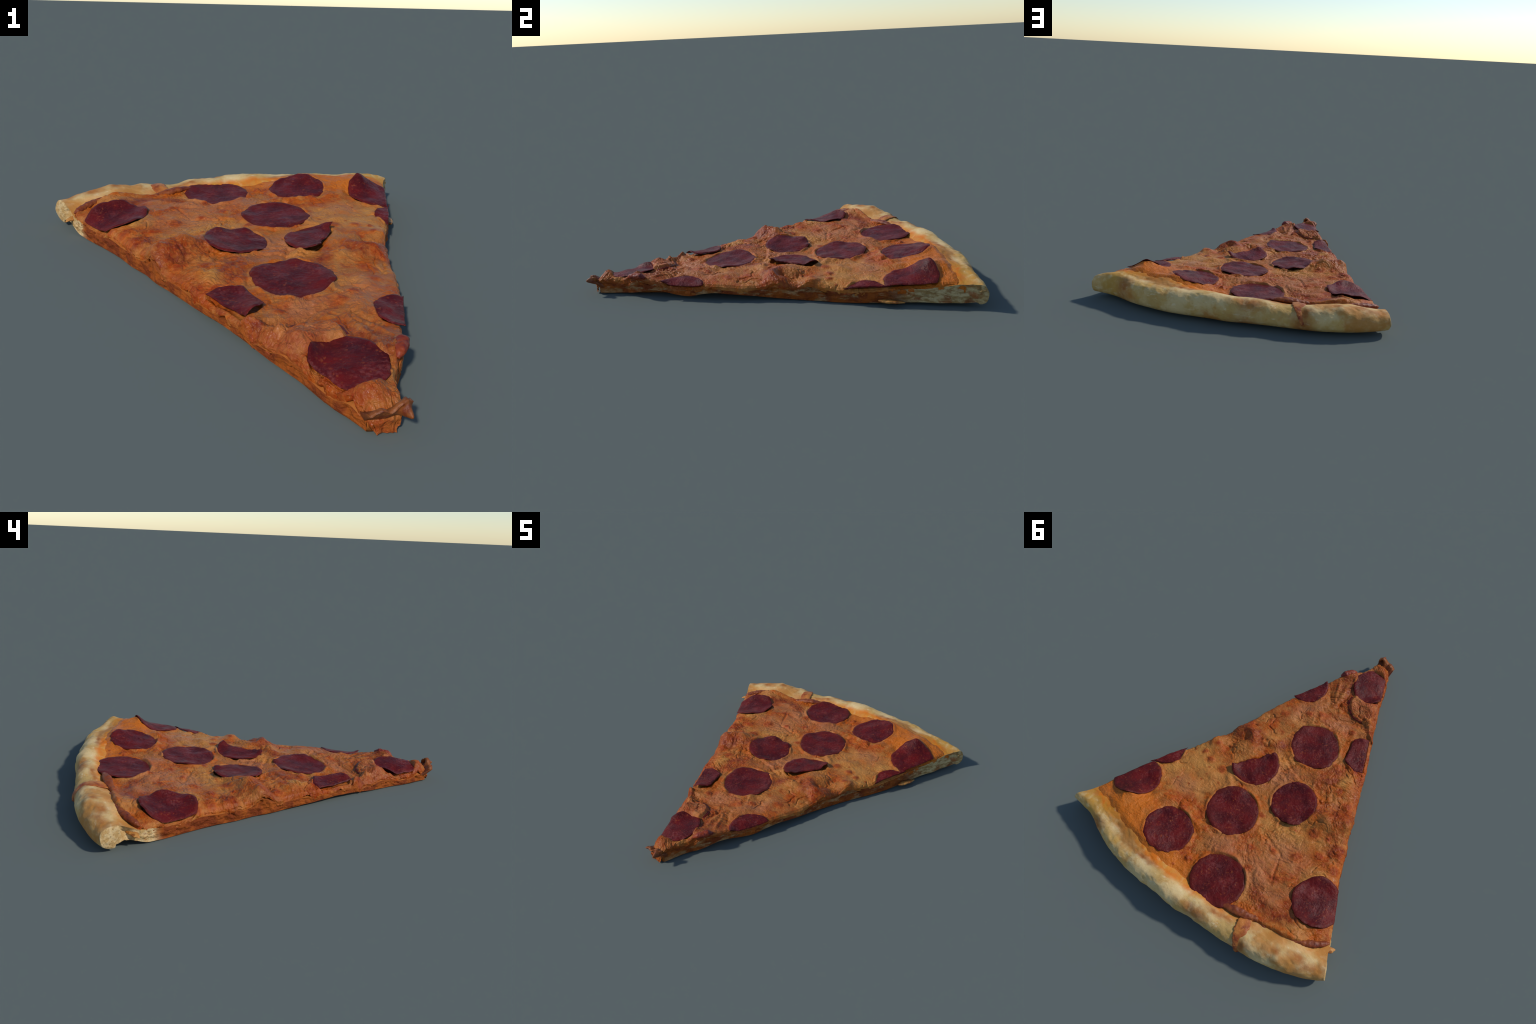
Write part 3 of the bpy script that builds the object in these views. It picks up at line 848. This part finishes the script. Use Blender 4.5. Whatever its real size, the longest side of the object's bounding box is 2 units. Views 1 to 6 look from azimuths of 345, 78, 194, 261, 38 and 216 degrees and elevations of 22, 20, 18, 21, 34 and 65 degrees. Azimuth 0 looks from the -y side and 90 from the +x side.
def pepperoni(cx, cy, rx, ry, ang=0, lift=.010, cup=0.0, curls=(), clips=(), tilt=(0, 0), thick=.008, seed=0, follow=.7, name="pepperoni", mat=None, creased=0.0, ragged=.004):
    rs = np.random.RandomState(100 + seed)
    NA, NR = 160, 34
    th = np.linspace(0, 2 * math.pi, NA, endpoint=False)
    wob = (1 + .06 * noise3(np.cos(th) * 1.6, np.sin(th) * 1.6, seed * 3.7) + .055 * noise3(np.cos(th) * 4, np.sin(th) * 4, seed * 1.9)
           + .028 * noise3(np.cos(th) * 11, np.sin(th) * 11, seed * 2.9))
    ca, sa = math.cos(math.radians(ang)), math.sin(math.radians(ang))
    ox, oy = rx * wob * np.cos(th), ry * wob * np.sin(th)
    outline = np.stack([cx + ox * ca - oy * sa, cy + ox * sa + oy * ca], 1)
    # cut by the slice edges
    for a, b in clips:
        n = np.array([-(b - a)[1], (b - a)[0]])
        n /= np.linalg.norm(n)
        s = (outline - a) @ n
        s2 = s + ragged * fbm(outline[:, 0] * 24, outline[:, 1] * 24, seed, 2)
        outline = outline - np.minimum(s2, 0)[:, None] * n
    cen = outline.mean(0)
    # even spacing round the outline
    o2 = np.concatenate([outline, outline[:1]])
    L = np.concatenate([[0], np.cumsum(np.linalg.norm(np.diff(o2, axis=0), axis=1))])
    q = np.linspace(0, L[-1], NA, endpoint=False)
    outline = np.stack([np.interp(q, L, o2[:, 0]), np.interp(q, L, o2[:, 1])], 1)
    rr = np.linspace(0, 1, NR + 1)[1:] ** .85
    P = cen + (outline - cen)[:, None] * rr[None, :, None]
    P = np.concatenate([np.repeat(cen[None, None], NA, 0), P], 1)
    rr = np.concatenate([[0], rr])
    x, y = P[..., 0], P[..., 1]
    # lies on a smoothed support
    ref = surface_under(x, y)
    A = np.stack([np.ones(x.size), (x - cen[0]).ravel(), (y - cen[1]).ravel()], 1)
    co = np.linalg.lstsq(A, ref.ravel(), rcond=None)[0]
    plane = co[0] + co[1] * (x - cen[0]) + co[2] * (y - cen[1])
    z = plane + follow * (ref - plane) + lift + tilt[0] * (x - cen[0]) + tilt[1] * (y - cen[1])
    rad = np.hypot((x - cx) / rx, (y - cy) / ry)
    phi = np.arctan2(y - cy, x - cx)
    z = z + cup * rad ** 2
    for a, wd, h in curls:
        dphi = (phi - math.radians(a) + math.pi) % (2 * math.pi) - math.pi
        z = z + .78 * h * np.exp(-(dphi / math.radians(wd)) ** 2) * smooth(.45, 1.05, rad) ** 1.6
    z = z + .0095 * fbm(x * 12, y * 12, seed * 2.3, 2) * (.35 + .65 * np.minimum(rad, 1.1)) + .0014 * fbm(x * 60, y * 60, seed, 2)
    if creased:
        z = z + creased * wrinkles(x, y)
    edge = smooth(.93, 1.0, rr)[None]
    topz = z - .0028 * edge
    botz = z - thick + .0028 * edge
    top = np.stack([x, y, topz], -1)
    bot = np.stack([x, y, botz], -1)
    mid = np.stack([P[:, -1, 0], P[:, -1, 1], z[:, -1] - thick / 2], -1)
    dirn = (outline - cen)
    dirn /= np.linalg.norm(dirn, axis=1)[:, None]
    mid[:, :2] += dirn * .003
    loop = np.concatenate([top, mid[:, None], bot[:, ::-1]], 1)   # NA x (2NR+3)
    nv = loop.shape[1]
    v = loop.reshape(-1, 3)
    f = grid_faces(NA, nv, wrap_u=True)
    ob = make_mesh(name, v, f, mat or MAT_PEP, cheese if mat else root, origin=(0, 0, 0) if mat else (cx, cy, float(z[0, 0])))
    import bmesh
    bm = bmesh.new()
    bm.from_mesh(ob.data)
    bmesh.ops.remove_doubles(bm, verts=bm.verts, dist=1e-5)
    bmesh.ops.recalc_face_normals(bm, faces=bm.faces)
    bm.to_mesh(ob.data)
    bm.free()
    return ob


for sl in SLICES:
    pepperoni(**sl)
# slice buried under cheese: only its browned rim shows, raised on the crust side
pepperoni(lift=-.001, curls=[(48, 40, .017), (105, 26, .012)], seed=12, **BURIED)

# ---- folds, drip and burnt tip
def tube(name, path, radii, mat, parent, seed=0, flat=.8, rough=.25):
    path = np.array(path, float)
    t = np.linspace(0, 1, len(path))
    n, m = 60, 24
    s = np.linspace(0, 1, n)
    C = np.stack([curve(list(zip(t, path[:, k])))(s) for k in range(3)], 1)
    R = curve(list(zip(np.linspace(0, 1, len(radii)), radii)))(s)
    T = np.gradient(C, axis=0)
    T /= np.linalg.norm(T, axis=1)[:, None]
    side = np.cross(T, [0, 0, 1])
    side /= np.linalg.norm(side, axis=1)[:, None]
    upv = np.cross(side, T)
    a = np.linspace(0, 2 * math.pi, m, endpoint=False)
    dirs = side[:, None] * np.cos(a)[None, :, None] + flat * upv[:, None] * np.sin(a)[None, :, None]
    P = C[:, None] + dirs * R[:, None, None]
    k = 1 + rough * 1.6 * fbm(P[..., 0] * 40, P[..., 1] * 40, P[..., 2] * 40 + seed, 3)
    P = C[:, None] + dirs * (R[:, None] * k)[..., None]
    P = np.swapaxes(P, 0, 1)                 # m x n
    v = np.concatenate([P.reshape(-1, 3), C[:1], C[-1:]])
    f = [tuple(q) for q in grid_faces(m, n, wrap_u=True)]
    for i in range(m):
        j = (i + 1) % m
        f.append((m * n, j * n, i * n))
        f.append((m * n + 1, i * n + n - 1, j * n + n - 1))
    ob = make_mesh(name, v, f, mat, parent)
    return ob


tube("cheese_fold", [(-.545, .772, .116), (-.590, .755, .119), (-.650, .722, .112), (-.700, .688, .102), (-.730, .660, .095), (-.748, .644, .090)],
     [.004, .010, .017, .018, .014, .005], MAT_FOLD, cheese, 1, flat=.8)
tube("cheese_fold", [(-.190, .838, .122), (-.260, .815, .124), (-.320, .800, .114), (-.370, .782, .108), (-.410, .775, .108), (-.455, .790, .108), (-.52, .785, .112)],
     [.006, .020, .024, .016, .010, .008, .003], MAT_FOLD, cheese, 2, flat=.7)
tube("crust_drip", [(-.350, .800, .110), (-.352, .850, .127), (-.362, .890, .131), (-.378, .923, .121), (-.392, .949, .096), (-.402, .961, .060)],
     [.026, .036, .032, .026, .022, .008], MAT_DRIP, cheese, 3, flat=.15)
tube("cheese_fold", [(.075, -.775, .096), (.095, -.755, .108), (.12, -.715, .110), (.135, -.69, .104)],
     [.006, .016, .018, .006], MAT_RIM, cheese, 5)
tube("dough_flap", [(-.735, .690, .064), (-.765, .665, .058), (-.778, .652, .056), (-.787, .644, .052)],
     [.018, .017, .010, .003], MAT_FLAP, base, 6, flat=.45)
tube("dough_flap", [(.640, .400, .030), (.650, .430, .026), (.672, .480, .024), (.684, .520, .020)],
     [.006, .014, .012, .004], MAT_FLAP, base, 7, flat=.6)


def burnt_tip():
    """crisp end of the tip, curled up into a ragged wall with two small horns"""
    na, nb = 50, 40
    a, b = np.meshgrid(np.linspace(0, 1, na), np.linspace(0, 1, nb), indexing="ij")
    top = .090 + .010 * fbm(a * 5, 0, 91., 2) + .016 * np.exp(-((a - .82) / .20) ** 2) - .010 * np.exp(-((a - .45) / .16) ** 2) - .020 * (1 - smooth(0, .35, a))
    x = -.080 + .098 * a + .010 * b * (a - .5)
    y = -.936 - .010 * np.sin(math.pi * a) - .026 * b ** 1.3 + .012 * (1 - b) ** 2
    y = y - .044 * np.exp(-((a - .86) / .14) ** 2 - ((b - .58) / .24) ** 2)
    z = .034 + (top - .034) * b
    w = .005 * fbm(x * 26, y * 26, z * 26, 3)
    y = y + w
    front = np.stack([x, y, z], -1)
    back = front + np.stack([0 * a, .018 + .022 * (1 - b), -.002 * b], -1)
    v = np.concatenate([front.reshape(-1, 3), back.reshape(-1, 3)])
    f = [grid_faces(na, nb, flip=False), grid_faces(na, nb, off=na * nb, flip=True)]
    f = [tuple(q) for q in np.concatenate(f)]
    o = na * nb
    idx = lambda i, j: i * nb + j
    for i in range(na - 1):
        f.append((idx(i, nb - 1), idx(i + 1, nb - 1), o + idx(i + 1, nb - 1), o + idx(i, nb - 1)))
        f.append((idx(i + 1, 0), idx(i, 0), o + idx(i, 0), o + idx(i + 1, 0)))
    for j in range(nb - 1):
        f.append((idx(0, j), idx(0, j + 1), o + idx(0, j + 1), o + idx(0, j)))
        f.append((idx(na - 1, j + 1), idx(na - 1, j), o + idx(na - 1, j), o + idx(na - 1, j + 1)))
    return make_mesh("burnt_tip", v, f, MAT_BURNT, root)


burnt_tip()
